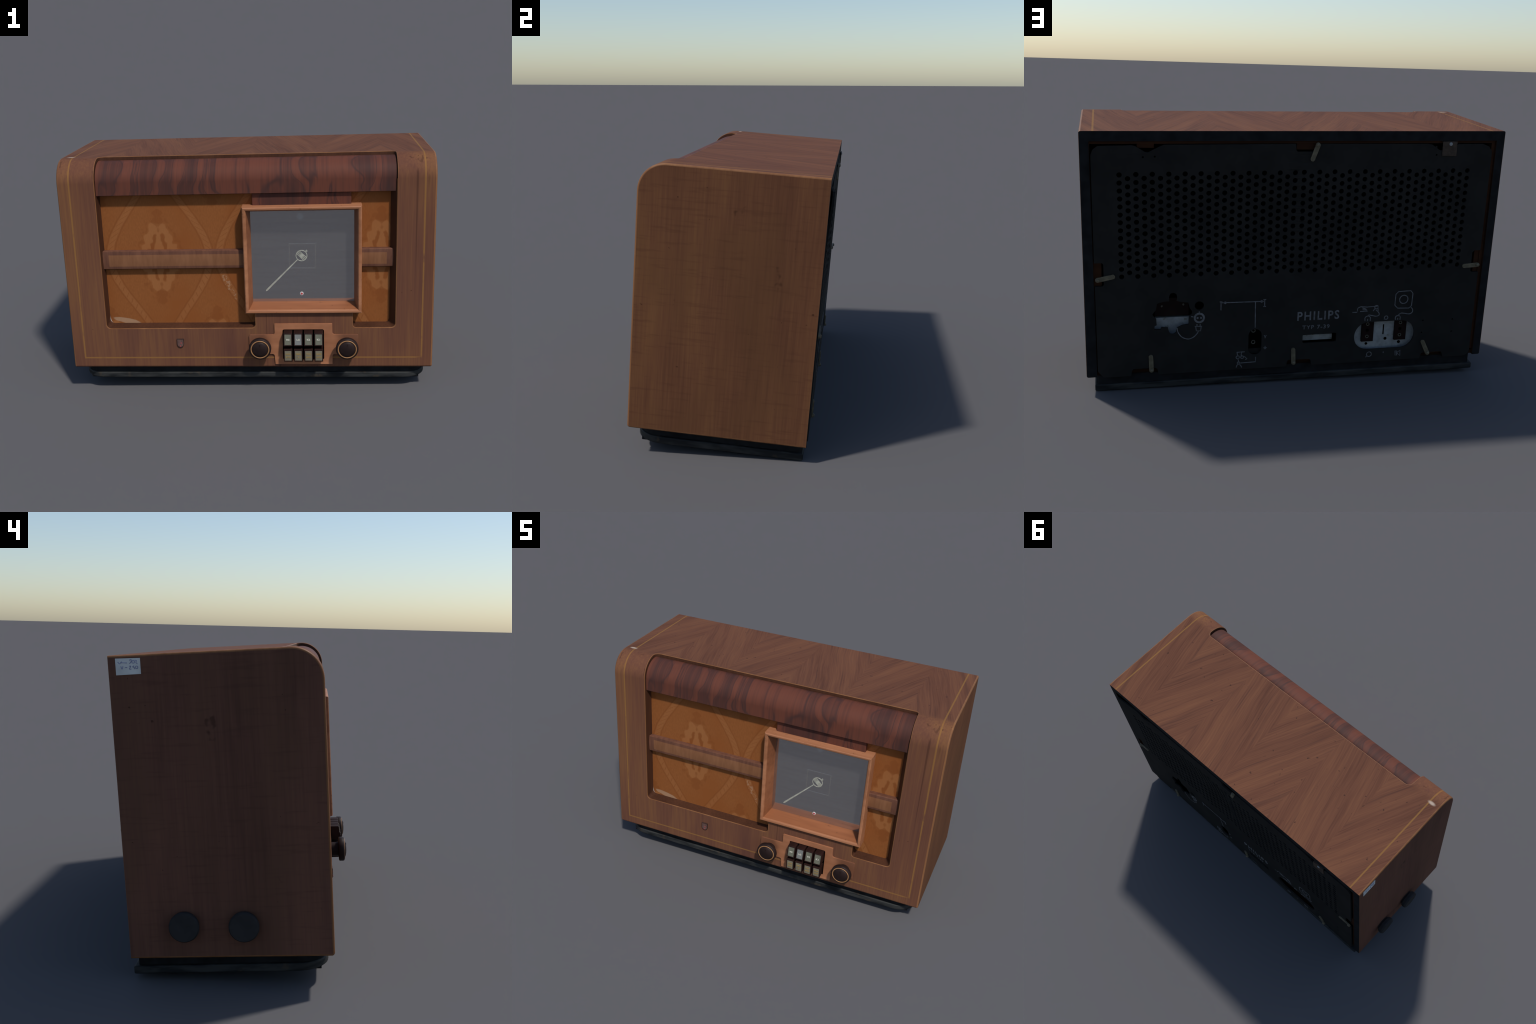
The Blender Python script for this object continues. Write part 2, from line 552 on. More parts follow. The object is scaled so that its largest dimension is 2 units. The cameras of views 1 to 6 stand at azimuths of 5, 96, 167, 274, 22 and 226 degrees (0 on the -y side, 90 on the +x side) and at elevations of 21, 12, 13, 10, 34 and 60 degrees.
def cloth():
    """damask speaker cloth: ogee bands with a chain, a medallion in each cell"""
    n = N("damask_cloth")
    P, A, XC, ZC, V = 0.293, 0.12, -0.472, 0.605, 1.08
    wx = n.math('MULTIPLY', n.math('SUBTRACT', n.noise(n.scaled(22, 22, 22), 1.0, 2.0), 0.5), 0.022)
    d = n.math('PINGPONG', n.math('ADD', n.x, -XC + 4 * P), P)
    ph = n.math('MULTIPLY', n.math('SUBTRACT', n.z, ZC), 2 * PI / V)
    edge = n.math('ADD', n.math('MULTIPLY', n.math('COSINE', ph), A), P / 2)
    e = n.math('SUBTRACT', d, edge)
    ae = n.math('ABSOLUTE', n.math('ADD', e, n.math('MULTIPLY', wx, 0.35)))
    band = n.smooth(ae, 0.026, 0.020)
    rim = n.smooth(n.math('ABSOLUTE', n.math('SUBTRACT', ae, 0.023)), 0.007, 0.003)
    chain = n.math('SINE', n.math('ADD', n.math('MULTIPLY', n.z, 95.0), n.math('MULTIPLY', e, 90.0)))
    chain = n.math('MULTIPLY', n.smooth(n.math('ABSOLUTE', chain), 0.30, 0.12), n.smooth(ae, 0.016, 0.011))
    # cell coordinates: inside the ogee, or inside its half-drop neighbour
    inside = n.math('LESS_THAN', e, 0.0)
    lx = n.math('ADD', n.math('MULTIPLY', inside, d), n.math('MULTIPLY', n.math('SUBTRACT', 1.0, inside), n.math('SUBTRACT', P, d)))
    za = n.math('ABSOLUTE', n.math('SUBTRACT', n.z, ZC))
    zb = n.math('ABSOLUTE', n.math('SUBTRACT', za, V / 2))
    lz = n.math('ADD', n.math('MULTIPLY', inside, za), n.math('MULTIPLY', n.math('SUBTRACT', 1.0, inside), zb))
    lxw = n.math('ADD', lx, wx)
    lzw = n.math('ADD', lz, wx)
    r = n.math('SQRT', n.math('ADD', n.math('MULTIPLY', lxw, lxw), n.math('MULTIPLY', n.math('MULTIPLY', lzw, lzw), 0.46)))
    th = n.math('ARCTAN2', lzw, lxw)
    lob = n.math('MULTIPLY', n.math('COSINE', n.math('MULTIPLY', th, 4.0)), -0.016)
    teeth = n.math('MULTIPLY', n.math('SINE', n.math('MULTIPLY', th, 17.0)), 0.006)
    rr = n.math('ADD', n.math('ADD', r, lob), teeth)
    outer = n.smooth(rr, 0.118, 0.110)
    inner = n.smooth(rr, 0.078, 0.068)
    core = n.smooth(n.math('ADD', lxw, n.math('MULTIPLY', lz, 0.2)), 0.040, 0.032)
    shade_ring = n.smooth(n.math('ABSOLUTE', n.math('SUBTRACT', rr, 0.132)), 0.012, 0.004)
    shade_ring = n.math('MULTIPLY', shade_ring, n.smooth(n.noise(n.scaled(30, 30, 30), 1.0, 1.0), 0.42, 0.55))
    # a leafy sprig above and below each medallion
    lzs = n.math('SUBTRACT', lz, 0.215)
    sprig = n.math('ADD', n.math('ABSOLUTE', n.math('MULTIPLY', lxw, 1.4)), n.math('ABSOLUTE', n.math('MULTIPLY', lzs, 0.75)))
    sprig = n.math('ADD', sprig, n.math('MULTIPLY', n.math('SINE', n.math('MULTIPLY', lz, 120.0)), 0.012))
    sprig = n.smooth(sprig, 0.055, 0.042)
    light = n.math('MAXIMUM', n.math('MULTIPLY', band, 0.26),
                   n.math('MULTIPLY', n.math('SUBTRACT', outer, n.math('MULTIPLY', inner, n.math('SUBTRACT', 1.0, core))), 0.42), clamp=True)
    dark = n.math('MAXIMUM', n.math('MULTIPLY', n.math('MAXIMUM', rim, chain), 0.55),
                  n.math('MAXIMUM', n.math('MULTIPLY', n.math('SUBTRACT', inner, n.math('MULTIPLY', inner, core)), 0.5),
                         n.math('MAXIMUM', n.math('MULTIPLY', sprig, 0.5), n.math('MULTIPLY', shade_ring, 0.42))), clamp=True)
    weave = n.noise(n.scaled(260, 260, 60), 1.0, 2.0, 0.7)
    base = n.ramp(weave, (0.3, (0.205, 0.068, 0.018)), (0.7, (0.250, 0.087, 0.024)))
    cloud = n.noise(n.scaled(4, 4, 4), 1.0, 2.0)
    base = n.mix(n.smooth(cloud, 0.4, 0.7), base, (0.220, 0.068, 0.016))
    col = n.mix(light, base, (0.330, 0.140, 0.050))
    col = n.mix(dark, col, (0.180, 0.052, 0.012))
    # rubbed pale patches at the lower left and by the dial
    px = n.math('DIVIDE', n.math('SUBTRACT', n.x, -0.675), 0.075)
    pz = n.math('DIVIDE', n.math('SUBTRACT', n.math('ADD', n.z, n.math('MULTIPLY', n.x, 0.20)), 0.113), 0.016)
    pr = n.math('ADD', n.math('MULTIPLY', px, px), n.math('MULTIPLY', pz, pz))
    pr = n.math('ADD', pr, n.math('MULTIPLY', wx, 40))
    col = n.mix(n.math('MULTIPLY', n.smooth(pr, 1.1, 0.7), 0.55), col, (0.40, 0.27, 0.17))
    cx = n.math('SUBTRACT', n.x, -0.768)
    cz = n.math('SUBTRACT', n.z, 0.226)
    cr = n.math('ADD', n.math('ABSOLUTE', cx), n.math('ABSOLUTE', cz))
    cr = n.math('ADD', n.math('MULTIPLY', n.math('MULTIPLY', n.math('ABSOLUTE', cx), n.math('ABSOLUTE', cz)), 90), n.math('MULTIPLY', cr, 0.45))
    col = n.mix(n.math('MULTIPLY', n.smooth(cr, 0.026, 0.018), 0.85), col, (0.62, 0.58, 0.52))
    fx = n.math('DIVIDE', n.math('ADD', n.math('SUBTRACT', n.x, -0.105), n.math('MULTIPLY', n.math('SUBTRACT', n.z, 0.44), 0.45)), 0.02)
    fz = n.math('DIVIDE', n.math('SUBTRACT', n.z, 0.44), 0.085)
    fr = n.math('ADD', n.math('MULTIPLY', fx, fx), n.math('MULTIPLY', fz, fz))
    scuff = n.math('MULTIPLY', n.smooth(fr, 1.1, 0.5), n.smooth(n.noise(n.scaled(70, 70, 70), 1.0, 2.0), 0.52, 0.60))
    col = n.mix(n.math('MULTIPLY', scuff, 0.26), col, (0.48, 0.36, 0.25))
    n.bump(weave, 0.15, 0.0008)
    return n.done(col, 0.75, 0.15)


m_cloth = cloth()


def simple(name, col, rough=0.5, spec=0.4, metal=0.0, var=0.25, scale=18, **kw):
    n = N(name)
    f = n.noise(n.scaled(scale, scale, scale), 1.0, 3.0, 0.6)
    lo = tuple(c * (1 - var) for c in col)
    hi = tuple(min(1, c * (1 + var)) for c in col)
    return n.done(n.ramp(f, (0.35, lo), (0.65, hi)), rough, spec, metal, **kw)


m_black = simple("black_paint", (0.0115, 0.0118, 0.013), 0.7, 0.08, 0, 0.3)
m_board = simple("black_pressed_board", (0.0185, 0.0175, 0.0165), 0.85, 0.08, 0, 0.15, 9)
m_bakelite = simple("brown_bakelite", (0.020, 0.0115, 0.0105), 0.5, 0.12, 0, 0.2)
m_key = simple("key_bakelite", (0.022, 0.0095, 0.008), 0.55, 0.08, 0, 0.2)
m_brass = simple("aged_brass_ring", (0.30, 0.150, 0.062), 0.5, 0.3, 0.0, 0.2)
m_rubber = simple("black_knob_plastic", (0.029, 0.028, 0.029), 0.7, 0.1, 0, 0.12)
m_print = simple("faded_white_print", (0.120, 0.120, 0.125), 0.7, 0.2, 0, 0.25, 60)
m_latch = simple("dull_brass_latch", (0.125, 0.105, 0.068), 0.5, 0.3, 0.0, 0.25, 40)
m_bracket = simple("rusty_bracket", (0.048, 0.033, 0.024), 0.6, 0.2, 0, 0.3, 40)
m_socket = simple("maroon_socket", (0.0125, 0.0055, 0.0052), 0.6, 0.1, 0, 0.2)
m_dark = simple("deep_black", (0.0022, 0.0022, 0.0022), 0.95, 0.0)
m_rosette = simple("socket_ring_brass", (0.10, 0.09, 0.07), 0.45, 0.4, 0, 0.2)
m_emblem = simple("bronze_badge", (0.115, 0.062, 0.052), 0.4, 0.4, 0, 0.2, 60)
m_badge_rim = simple("badge_rim", (0.050, 0.026, 0.020), 0.5, 0.3)
m_red = simple("red_enamel", (0.42, 0.055, 0.06), 0.5, 0.3, 0, 0.1)
m_white = simple("ivory_enamel", (0.55, 0.52, 0.50), 0.5, 0.3, 0, 0.08)
m_needle = simple("pale_dial_print", (0.34, 0.34, 0.285), 0.6, 0.2, 0, 0.15, 50)
m_ink = simple("blue_ink", (0.27, 0.28, 0.42), 0.8, 0.1)
m_faint = simple("faint_dial_line", (0.66, 0.64, 0.60), 0.12, 0.4, 0.93, 0.03)


def grey_metal():
    n = N("grey_chassis_metal")
    f = n.noise(n.scaled(25, 25, 25), 1.0, 4.0, 0.6)
    col = n.ramp(f, (0.35, (0.21, 0.215, 0.215)), (0.6, (0.30, 0.31, 0.315)))
    rust = n.smooth(n.noise(n.scaled(32, 32, 32, (4, 1, 2)), 1.0, 2.0), 0.63, 0.70)
    return n.done(n.mix(n.math('MULTIPLY', rust, 0.6), col, (0.12, 0.10, 0.055)), 0.5, 0.4)


m_grey = grey_metal()


def plinth_paint():
    n = N("worn_black_plinth")
    f = n.noise(n.scaled(6, 6, 30), 1.0, 3.0, 0.6)
    col = n.ramp(f, (0.40, (0.010, 0.011, 0.012)), (0.62, (0.034, 0.035, 0.034)))
    w = n.math('MULTIPLY', n.smooth(n.noise(n.scaled(18, 18, 18, (3, 3, 3)), 1.0, 3.0), 0.60, 0.70), 0.5)
    return n.done(n.mix(w, col, (0.060, 0.045, 0.030)), 0.6, 0.15)


m_plinth = plinth_paint()


def window_paint(name, a, b):
    n = N(name)
    f = n.noise(n.scaled(20, 20, 20), 1.0, 2.0)
    return n.done(n.ramp(f, (0.35, a), (0.65, b)), 0.5, 0.2)


m_win_up = window_paint("smoky_key_window", (0.105, 0.104, 0.078), (0.138, 0.136, 0.100))
m_win_pale = window_paint("pale_key_window", (0.145, 0.146, 0.136), (0.175, 0.176, 0.165))
m_win_low = window_paint("amber_key_window", (0.165, 0.142, 0.098), (0.210, 0.182, 0.125))
m_letter = simple("ivory_letters", (0.46, 0.44, 0.36), 0.6, 0.2, 0, 0.05)
m_letter_gold = simple("gold_letters", (0.30, 0.205, 0.075), 0.6, 0.2, 0, 0.05)


def glass():
    """dark mirror-like dial glass with a faint pale spot"""
    n = N("dial_mirror_glass")
    dx = n.math('SUBTRACT', n.x, 0.278)
    dz = n.math('SUBTRACT', n.z, 0.814)
    r = n.math('SQRT', n.math('ADD', n.math('MULTIPLY', dx, dx), n.math('MULTIPLY', dz, dz)))
    m = n.smooth(r, 0.022, 0.012)
    bands = n.noise(n.scaled(3, 3, 60), 1.0, 2.0)
    col = n.ramp(bands, (0.35, (0.565, 0.55, 0.545)), (0.65, (0.60, 0.585, 0.575)))
    col = n.mix(m, col, (0.66, 0.68, 0.69))
    return n.done(col, 0.09, 0.5, 0.95)


m_glass = glass()


def paper():
    n = N("label_paper")
    f = n.noise(n.scaled(12, 12, 12), 1.0, 3.0)
    return n.done(n.ramp(f, (0.35, (0.48, 0.48, 0.46)), (0.65, (0.60, 0.60, 0.58))), 0.8, 0.2)


m_paper = paper()

# ------------------------------------------------------------------ cabinet


def section(ins):
    """side outline of the cabinet, drawn in by ins (rounded side edges)"""
    p = [(YB - 0.2 * ins, ins), (YB - 0.2 * ins, ZT - ins)]
    p += arc(YF + RT, ZT - RT, RT - ins, 90, 180, 22)
    p += arc(YF + 0.013, 0.008, 0.013 - ins, 180, 270, 6)
    return p


ER = 0.0085            # side edge rounding
rings = [(-HL + ER * (1 - math.cos(math.radians(t))), ER * (1 - math.sin(math.radians(t)))) for t in (0, 30, 60, 90)]
rings += [(HW - ER * (1 - math.cos(math.radians(t))), ER * (1 - math.sin(math.radians(t)))) for t in (90, 60, 30, 0)]
v, f = [], []
for x, ins in rings:
    v += [(x, a, b - (0.0012 * (x + HL) / (HL + HW) if b > 0.9 else 0.0)) for a, b in section(ins)]
n_ = len(section(0))
for r in range(len(rings) - 1):
    f += [(r * n_ + i, r * n_ + (i + 1) % n_, (r + 1) * n_ + (i + 1) % n_, (r + 1) * n_ + i) for i in range(n_)]
f += [tuple(range(n_)), tuple(range((len(rings) - 1) * n_, len(rings) * n_))]
# the right side flares a little towards its lower back corner
v = [(x + (0.007 * (1 - z / 1.139) * (y - YF) / (YB - YF) if x > 0.9 else 0.0), y, z) for x, y, z in v]
cab = add("cabinet", mesh_of("cabinet", v, f))

WALL = 0.040
cut(cab, *box(-HL + WALL, -0.300, 0.018, HW - WALL, 0.6, 1.094))          # hollow inside
cut(cab, *box(-HL + WALL, 0.366, -0.1, HW - WALL, 0.6, 0.5))               # bottom board stops short
# front opening: two wells joined behind the dial, a tab left under the dial
XL, XR, ZB_ = -0.777, 0.772, 0.2235
TAB0, TAB1, TABZ = 0.031, 0.550, 0.330
op = arc(XL + 0.022, ZB_ + 0.022, 0.022, 180, 270, 5)
op += arc(TAB0 - 0.020, ZB_ + 0.020, 0.020, 270, 360, 5) + [(TAB0, TABZ), (TAB1, TABZ)]
op += arc(TAB1 + 0.016, ZB_ + 0.016, 0.016, 180, 270, 5) + arc(XR - 0.020, ZB_ + 0.020, 0.020, 270, 360, 5)
op += [(XR, 1.05), (XL, 1.05)]


def well(ring, y):
    """opening outline at depth y: its walls lean in towards the cloth"""
    t = max(0.0, (y - YF) / 0.058)
    out_ = []
    for x, z in ring:
        if z < 0.3:
            z += 0.011 * t
        if x < -0.6:
            x += 0.009 * t
        elif x > 0.65:
            x -= 0.028 * t
        out_.append((x, y, z))
    return out_


rings3 = [well(op, yy) for yy in (-0.6, YF, -0.28)]
m_ = len(op)
wv = [p for r in rings3 for p in r]
wf = [tuple(range(m_)), tuple(range(2 * m_, 3 * m_))]
wf += [(k * m_ + i, k * m_ + (i + 1) % m_, (k + 1) * m_ + (i + 1) % m_, (k + 1) * m_ + i) for k in (0, 1) for i in range(m_)]
cut(cab, wv, wf)
up = round_rect(XL, -0.6, XR, -0.250, (0, 0, 0.024, 0.030), 5)
cut(cab, *prism(up, 'z', 1.02, 1.4))

# soften edges; the bevelled strips are the worn, lighter wood
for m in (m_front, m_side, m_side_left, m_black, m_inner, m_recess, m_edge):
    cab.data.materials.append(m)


def kind_of(c, nn):
    """which veneer or finish a cabinet face carries"""
    if nn.y > 0.9 and c.y > YB - 0.006:
        return 3
    if nn.x > 0.97 and c.x > HW - 0.0005:
        return 1
    if nn.x < -0.97 and c.x < -HL + 0.001:
        return 2
    if c.x > HW - ER or c.x < -HL + ER:
        return 6
    if nn.z > 0.99 and c.z > ZT - 0.008:
        return 0
    if nn.z < -0.9 and c.z < 0.004:
        return 3
    if c.z > ZT - RT and abs(math.hypot(c.y - YF - RT, c.z - ZT + RT) - RT) < 0.006 and nn.z > 0.02 and nn.y < 0.02 and abs(nn.x) < 0.2:
        return 0
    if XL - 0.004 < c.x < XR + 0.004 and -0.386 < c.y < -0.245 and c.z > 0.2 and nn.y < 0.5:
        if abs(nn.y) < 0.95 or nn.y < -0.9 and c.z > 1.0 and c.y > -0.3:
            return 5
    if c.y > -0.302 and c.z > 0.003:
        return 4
    return 0


for poly in cab.data.polygons:
    poly.material_index = kind_of(poly.center, poly.normal)

# ease the rim of the front opening: the edges between veneer and recess
bm = bmesh.new()
bm.from_mesh(cab.data)
rim = [e for e in bm.edges if len(e.link_faces) == 2
       and {g.material_index for g in e.link_faces} == {0, 5} and e.calc_face_angle(0) > 0.7]
bmesh.ops.bevel(bm, geom=rim, offset=0.0035, segments=2, profile=0.5, affect='EDGES', clamp_overlap=False, material=6)
bm.to_mesh(cab.data)
bm.free()
smooth_by_angle(cab.data, 35)
wn = cab.modifiers.new("weighted", 'WEIGHTED_NORMAL')
wn.keep_sharp = True
wn.weight = 80
bake(cab)

# ------------------------------------------------------------------ cloth, rail, bars
flat_curve("speaker_cloth", [[(-0.785, 0.212), (0.780, 0.212), (0.780, 1.0), (-0.785, 1.0)],
                             [(0.002, 0.330), (0.575, 0.330), (0.575, 0.872), (0.002, 0.872)]], -0.330, 0.026, m_cloth)

# rounded rail over the grille: follows the cabinet bend a little lower
RY, RZ, RR = YF + RT, ZT - RT, RT - 0.013
rail = [(-0.305, 0.953), (RY - RR + 0.002, 0.953)]
rail += [(RY - RR, 0.956)] + [(p, RZ + (q - RZ) * 0.95) for p, q in arc(RY, RZ, RR, 180, 84, 20)] + [(-0.240, 1.116), (-0.240, 1.06), (-0.305, 1.0)]
soft("upper_rail", prism(rail, 'x', XL + 0.002, XR - 0.002), [m_figured], 0.002, 2, 50)
soft("dial_block", box(0.033, -0.357, 0.86, 0.543, -0.300, 0.9525), [m_figured], 0.005, 3)

bar_prof = [(-0.31, 0.549), (-0.352, 0.549), (-0.357, 0.553), (-0.3595, 0.575), (-0.3605, 0.600),
            (-0.3595, 0.625), (-0.357, 0.6465), (-0.352, 0.650), (-0.31, 0.650)]
soft("cross_bar", prism(bar_prof, 'x', XL - 0.001, 0.0), [m_bar], 0.0)
smooth_by_angle(bpy.data.objects["cross_bar"].data, 40)
b2 = soft("cross_bar", prism(bar_prof, 'x', 0.575, XR - 0.010), [m_bar], 0.002)

# ------------------------------------------------------------------ dial frame and dial
FX0, FX1, FZ0, FZ1 = -0.018, 0.595, 0.310, 0.888
YFR, YGL = -0.4075, -0.309
# mitred moulding: (inset from the outer edge, y)
mould = [(0.0, -0.300), (0.0, YFR + 0.012), (0.002, YFR + 0.003), (0.006, YFR), (0.013, YFR + 0.001),
         (0.018, YFR + 0.005), (0.0205, YFR + 0.012), (0.026, -0.375), (0.033, -0.335), (0.037, YGL + 0.012), (0.037, -0.298)]
v, f = [], []
for ins, yy in mould:
    ti = ins if ins <= 0.0205 else ins + (ins - 0.0205) * 0.35      # top wall leans in more
    v += [(FX0 + ins, yy, FZ0 + ins), (FX1 - ins, yy, FZ0 + ins), (FX1 - ins, yy, FZ1 - ti), (FX0 + ins, yy, FZ1 - ti)]
k = len(mould)
for i in range(k):
    j = (i + 1) % k
    for s in range(4):
        t = (s + 1) % 4
        f.append((4 * i + s, 4 * i + t, 4 * j + t, 4 * j + s))
frame = add("dial_frame", mesh_of("dial_frame", v, f, [m_frame, m_frame_in], 32))
for poly in frame.data.polygons:
    ins = min(poly.center.x - FX0, FX1 - poly.center.x, poly.center.z - FZ0, FZ1 - poly.center.z)
    poly.material_index = 1 if ins > 0.0205 else 0

gl = mesh_of("dial_glass", *box(FX0 + 0.030, YGL, FZ0 + 0.028, FX1 - 0.030, YGL + 0.006, FZ1 - 0.030), [m_glass])
dial = add("dial_glass", gl, frame)

HX, HZ = 0.2825, 0.601
ring = [circle(HX, HZ, 0.0290, 36)]
dirn = Vector((0.089 - HX, 0.405 - HZ)).normalized()
per = Vector((-dirn.y, dirn.x))


def hp(a, b):
    q = Vector((HX, HZ)) + dirn * a + per * b
    return (q.x, q.y)


yp = YGL - 0.0016
hub_lines = ring + [[hp(o, -math.sqrt(0.028 ** 2 - o * o)), hp(o, math.sqrt(0.028 ** 2 - o * o))] for o in (-0.0105, 0.0105)]
hub_lines += [[hp(o, s * 0.008), hp(o, s * 0.0265)] for o in (-0.0035, 0.0035) for s in (-1, 1)]
hub_lines += [[hp(-0.029, -0.002), hp(-0.042, -0.001)], [hp(-0.029, 0.004), hp(-0.040, 0.004)]]
strokes("dial_emblem", hub_lines, yp, 0.0036, m_needle, dial, 0.0012)
strokes("dial_emblem_hub", [[hp(-0.0095, 0), hp(0.0095, 0)]], yp - 0.0004, 0.018, m_needle, dial, 0.0012)
ndl = [hp(0.029, -0.0024), hp(0.12, -0.0034), hp(0.268, -0.0046), hp(0.277, 0.0), hp(0.268, 0.0046), hp(0.12, 0.0034), hp(0.029, 0.0024)]
pv, pf = prism(ndl, 'y', yp, yp + 0.0012)
add("pointer", mesh_of("pointer", pv, pf, [m_needle]), dial)
sq = [(0.218, 0.532), (0.355, 0.532), (0.357, 0.666), (0.219, 0.666), (0.218, 0.532)]
strokes("dial_marking", [sq], YGL - 0.0008, 0.006, m_faint, dial, 0.0006)
lv, lf = lathe([(0, 0.0098), (0.0016, 0.0098), (0.0022, 0.0088)], 'y', 24)
lamp = add("indicator", mesh_of("indicator", lv, lf, [m_white], 40), dial, (0.2805, YGL, 0.3895))
lv, lf = lathe([(0.0015, 0.0056), (0.0030, 0.0056)], 'y', 20)
add("indicator_centre", mesh_of("indicator_centre", lv, lf, [m_red], 40), lamp)

# ------------------------------------------------------------------ control plate, keys, knobs
pl = [(0.133, 0.249), (0.440, 0.249)]
pl += [(0.441, 0.200)] + arc(0.453, 0.199, 0.012, 180, 270, 4) + arc(0.569, 0.179, 0.008, 90, 0, 3)
pl += arc(0.569, 0.084, 0.008, 0, -90, 3) + [(0.465, 0.076)] + arc(0.453, 0.064, 0.012, 90, 180, 4)
pl += [(0.441, 0.0165), (0.134, 0.0165)] + arc(0.119, 0.064, 0.012, 0, 90, 4) + [(0.10, 0.076)]
pl += arc(0.004, 0.084, 0.008, 270, 180, 3) + arc(0.004, 0.179, 0.008, 180, 90, 3) + arc(0.121, 0.199, 0.012, 270, 360, 4)
hole = round_rect(0.176, 0.043, 0.396, 0.2165, 0.008, 3)
plate = flat_curve("control_plate", [pl, hole], -0.3955, 0.010, m_plate)
bevel(plate, 0.0022, 2, 50)
soft("key_well", box(0.172, -0.3905, 0.040, 0.400, -0.3865, 0.220), [m_dark], 0, parent=plate)

KW = 0.0455
up_prof = [(-0.385, 0.143), (-0.385, 0.2135), (-0.434, 0.2125), (-0.4365, 0.2105), (-0.4495, 0.1445), (-0.448, 0.1425)]
lo_prof = [(-0.385, 0.051), (-0.385, 0.1235), (-0.445, 0.1225), (-0.4475, 0.1205), (-0.4435, 0.0535), (-0.441, 0.0515)]


def key_mesh(nm, prf):
    """bakelite key with a sunk window in its sloping face"""
    t = bpy.data.objects.new(nm, mesh_of(nm, *prism(prf, 'x', 0, KW), [m_key]))
    scene.collection.objects.link(t)
    a, b = Vector((0, *prf[3])), Vector((0, *prf[4]))
    d = (b - a).normalized()
    nr = Vector((0, d.z, -d.y))
    if nr.y > 0:
        nr = -nr
    q0, q1 = a + d * 0.0055, b - d * 0.0045
    pv = []
    for x in (0.005, KW - 0.005):
        pv += [(x, *(q - nr * 0.0022).yz) for q in (q0, q1)] + [(x, *(q + nr * 0.02).yz) for q in (q1, q0)]
    cut(t, pv, [(0, 1, 2, 3), (4, 5, 6, 7), (0, 1, 5, 4), (1, 2, 6, 5), (2, 3, 7, 6), (3, 0, 4, 7)])
    bevel(t, 0.0011, 2, 40)
    me = t.data
    me.materials.clear()
    me.materials.append(m_key)
    bpy.data.objects.remove(t, do_unlink=True)
    win = []
    for x in (0.0045, KW - 0.0045):
        win += [(x, *(q - nr * 0.0030).yz) for q in (q0 - d * 0.0005, q1 + d * 0.0005)]
        win += [(x, *(q - nr * 0.0012).yz) for q in (q1 + d * 0.0005, q0 - d * 0.0005)]
    face = [(0, 1, 2, 3), (4, 5, 6, 7), (0, 1, 5, 4), (1, 2, 6, 5), (2, 3, 7, 6), (3, 0, 4, 7)]
    return me, win, face, q0, q1, nr, d


sets = []
for prf, nm in ((up_prof, "upper"), (lo_prof, "lower")):
    sets.append(key_mesh("key", prf))
labels_up = ["MG", "LG", "K2", "K1"]
labels_lo = [("RADIO", "STG"), ("FERN", "4"), ("TON", "BAND"), ("BASS", "HOCH")]
for row, (me, win, wf, q0, q1, nr, d) in enumerate(sets):
    wins = {}
    for i in range(4):
        x0 = 0.1825 + 0.0542 * i
        ko = add("key", me, radio, Vector((x0, 0, 0)))
        mat = (m_win_pale if i == 1 else m_win_up) if row == 0 else m_win_low
        if mat.name not in wins:
            wins[mat.name] = mesh_of("key_window", win, wf, [mat])
        wo = add("key_window", wins[mat.name], ko)
        # lettering on the sloped window
        items = [(labels_up[i], 0.5, 0.013, m_letter)] if row == 0 else \
                [(labels_lo[i][0], 0.34, 0.0105, m_letter_gold), (labels_lo[i][1], 0.66, 0.0105, m_letter_gold)]
        for txt, t, sz, lm in items:
            lt = lettering("key_lettering", txt, sz, 0, 0, 0, lm, wo, facing_back=False, bold=0.0006,
                           width=min(0.026, 0.0085 * len(txt)))
            p = q0.lerp(q1, t) - nr * 0.0007
            for vv in lt.data.vertices:
                w = p - d * vv.co.z
                vv.co = (KW / 2 + vv.co.x, w.y + vv.co.y, w.z)

knob_prof = [(-0.03, 0.034), (0.038, 0.034), (0.038, 0.052), (0.040, 0.0575), (0.043, 0.0590), (0.060, 0.0590), (0.0645, 0.0570),
             (0.0665, 0.0530), (0.0660, 0.0420), (0.0680, 0.0408), (0.0705, 0.0385), (0.0735, 0.0300), (0.0753, 0.0200), (0.0762, 0.0100), (0.0765, 0.0025)]
kv, kf = lathe(knob_prof, 'y', 48)
knob_me = mesh_of("knob", kv, kf, [m_bakelite], 45)
rv, rf = lathe([(0.0650, 0.0505), (0.0672, 0.0500), (0.0682, 0.0488), (0.0682, 0.0455), (0.0672, 0.0442), (0.0650, 0.0438)], 'y', 48)
ring_me = mesh_of("knob_ring", rv, rf[:-2], [m_brass], 60)
mv, mf = box(-0.0012, -0.0760, 0.018, 0.0012, -0.0690, 0.0300)
mark_me = mesh_of("knob_mark", mv, mf, [m_key])
for cx, cz in ((0.057, 0.128), (0.517, 0.1275)):
    ko = add("knob", knob_me, radio, Vector((cx, -0.3925, cz)))
    add("knob_ring", ring_me, ko)
    add("knob_mark", mark_me, ko)

# badge: small bronze shield
sh = [(-0.3975, 0.164), (-0.3585, 0.164), (-0.3585, 0.138)] + arc(-0.378, 0.1345, 0.0195, 0, -180, 12) + [(-0.3975, 0.138)]
badge = soft("badge", prism(sh, 'y', -0.3945, -0.385), [m_badge_rim], 0.0016, 2)
cx, cz = -0.378, 0.139
shi = [(cx + (a - cx) * 0.80, cz + (b - cz) * 0.82) for a, b in sh]
add("badge_field", mesh_of("badge_field", *prism(shi, 'y', -0.3955, -0.392), [m_emblem]), badge)
for a, b, r in ((-0.374, 0.141, 0.0035), (-0.379, 0.123, 0.0035)):
    dv, df = lathe([(0, r), (0.0012, r * 0.8)], 'y', 12)
    add("badge_dot", mesh_of("badge_dot", dv, df, [m_red], 40), badge, (a, -0.3950, b))

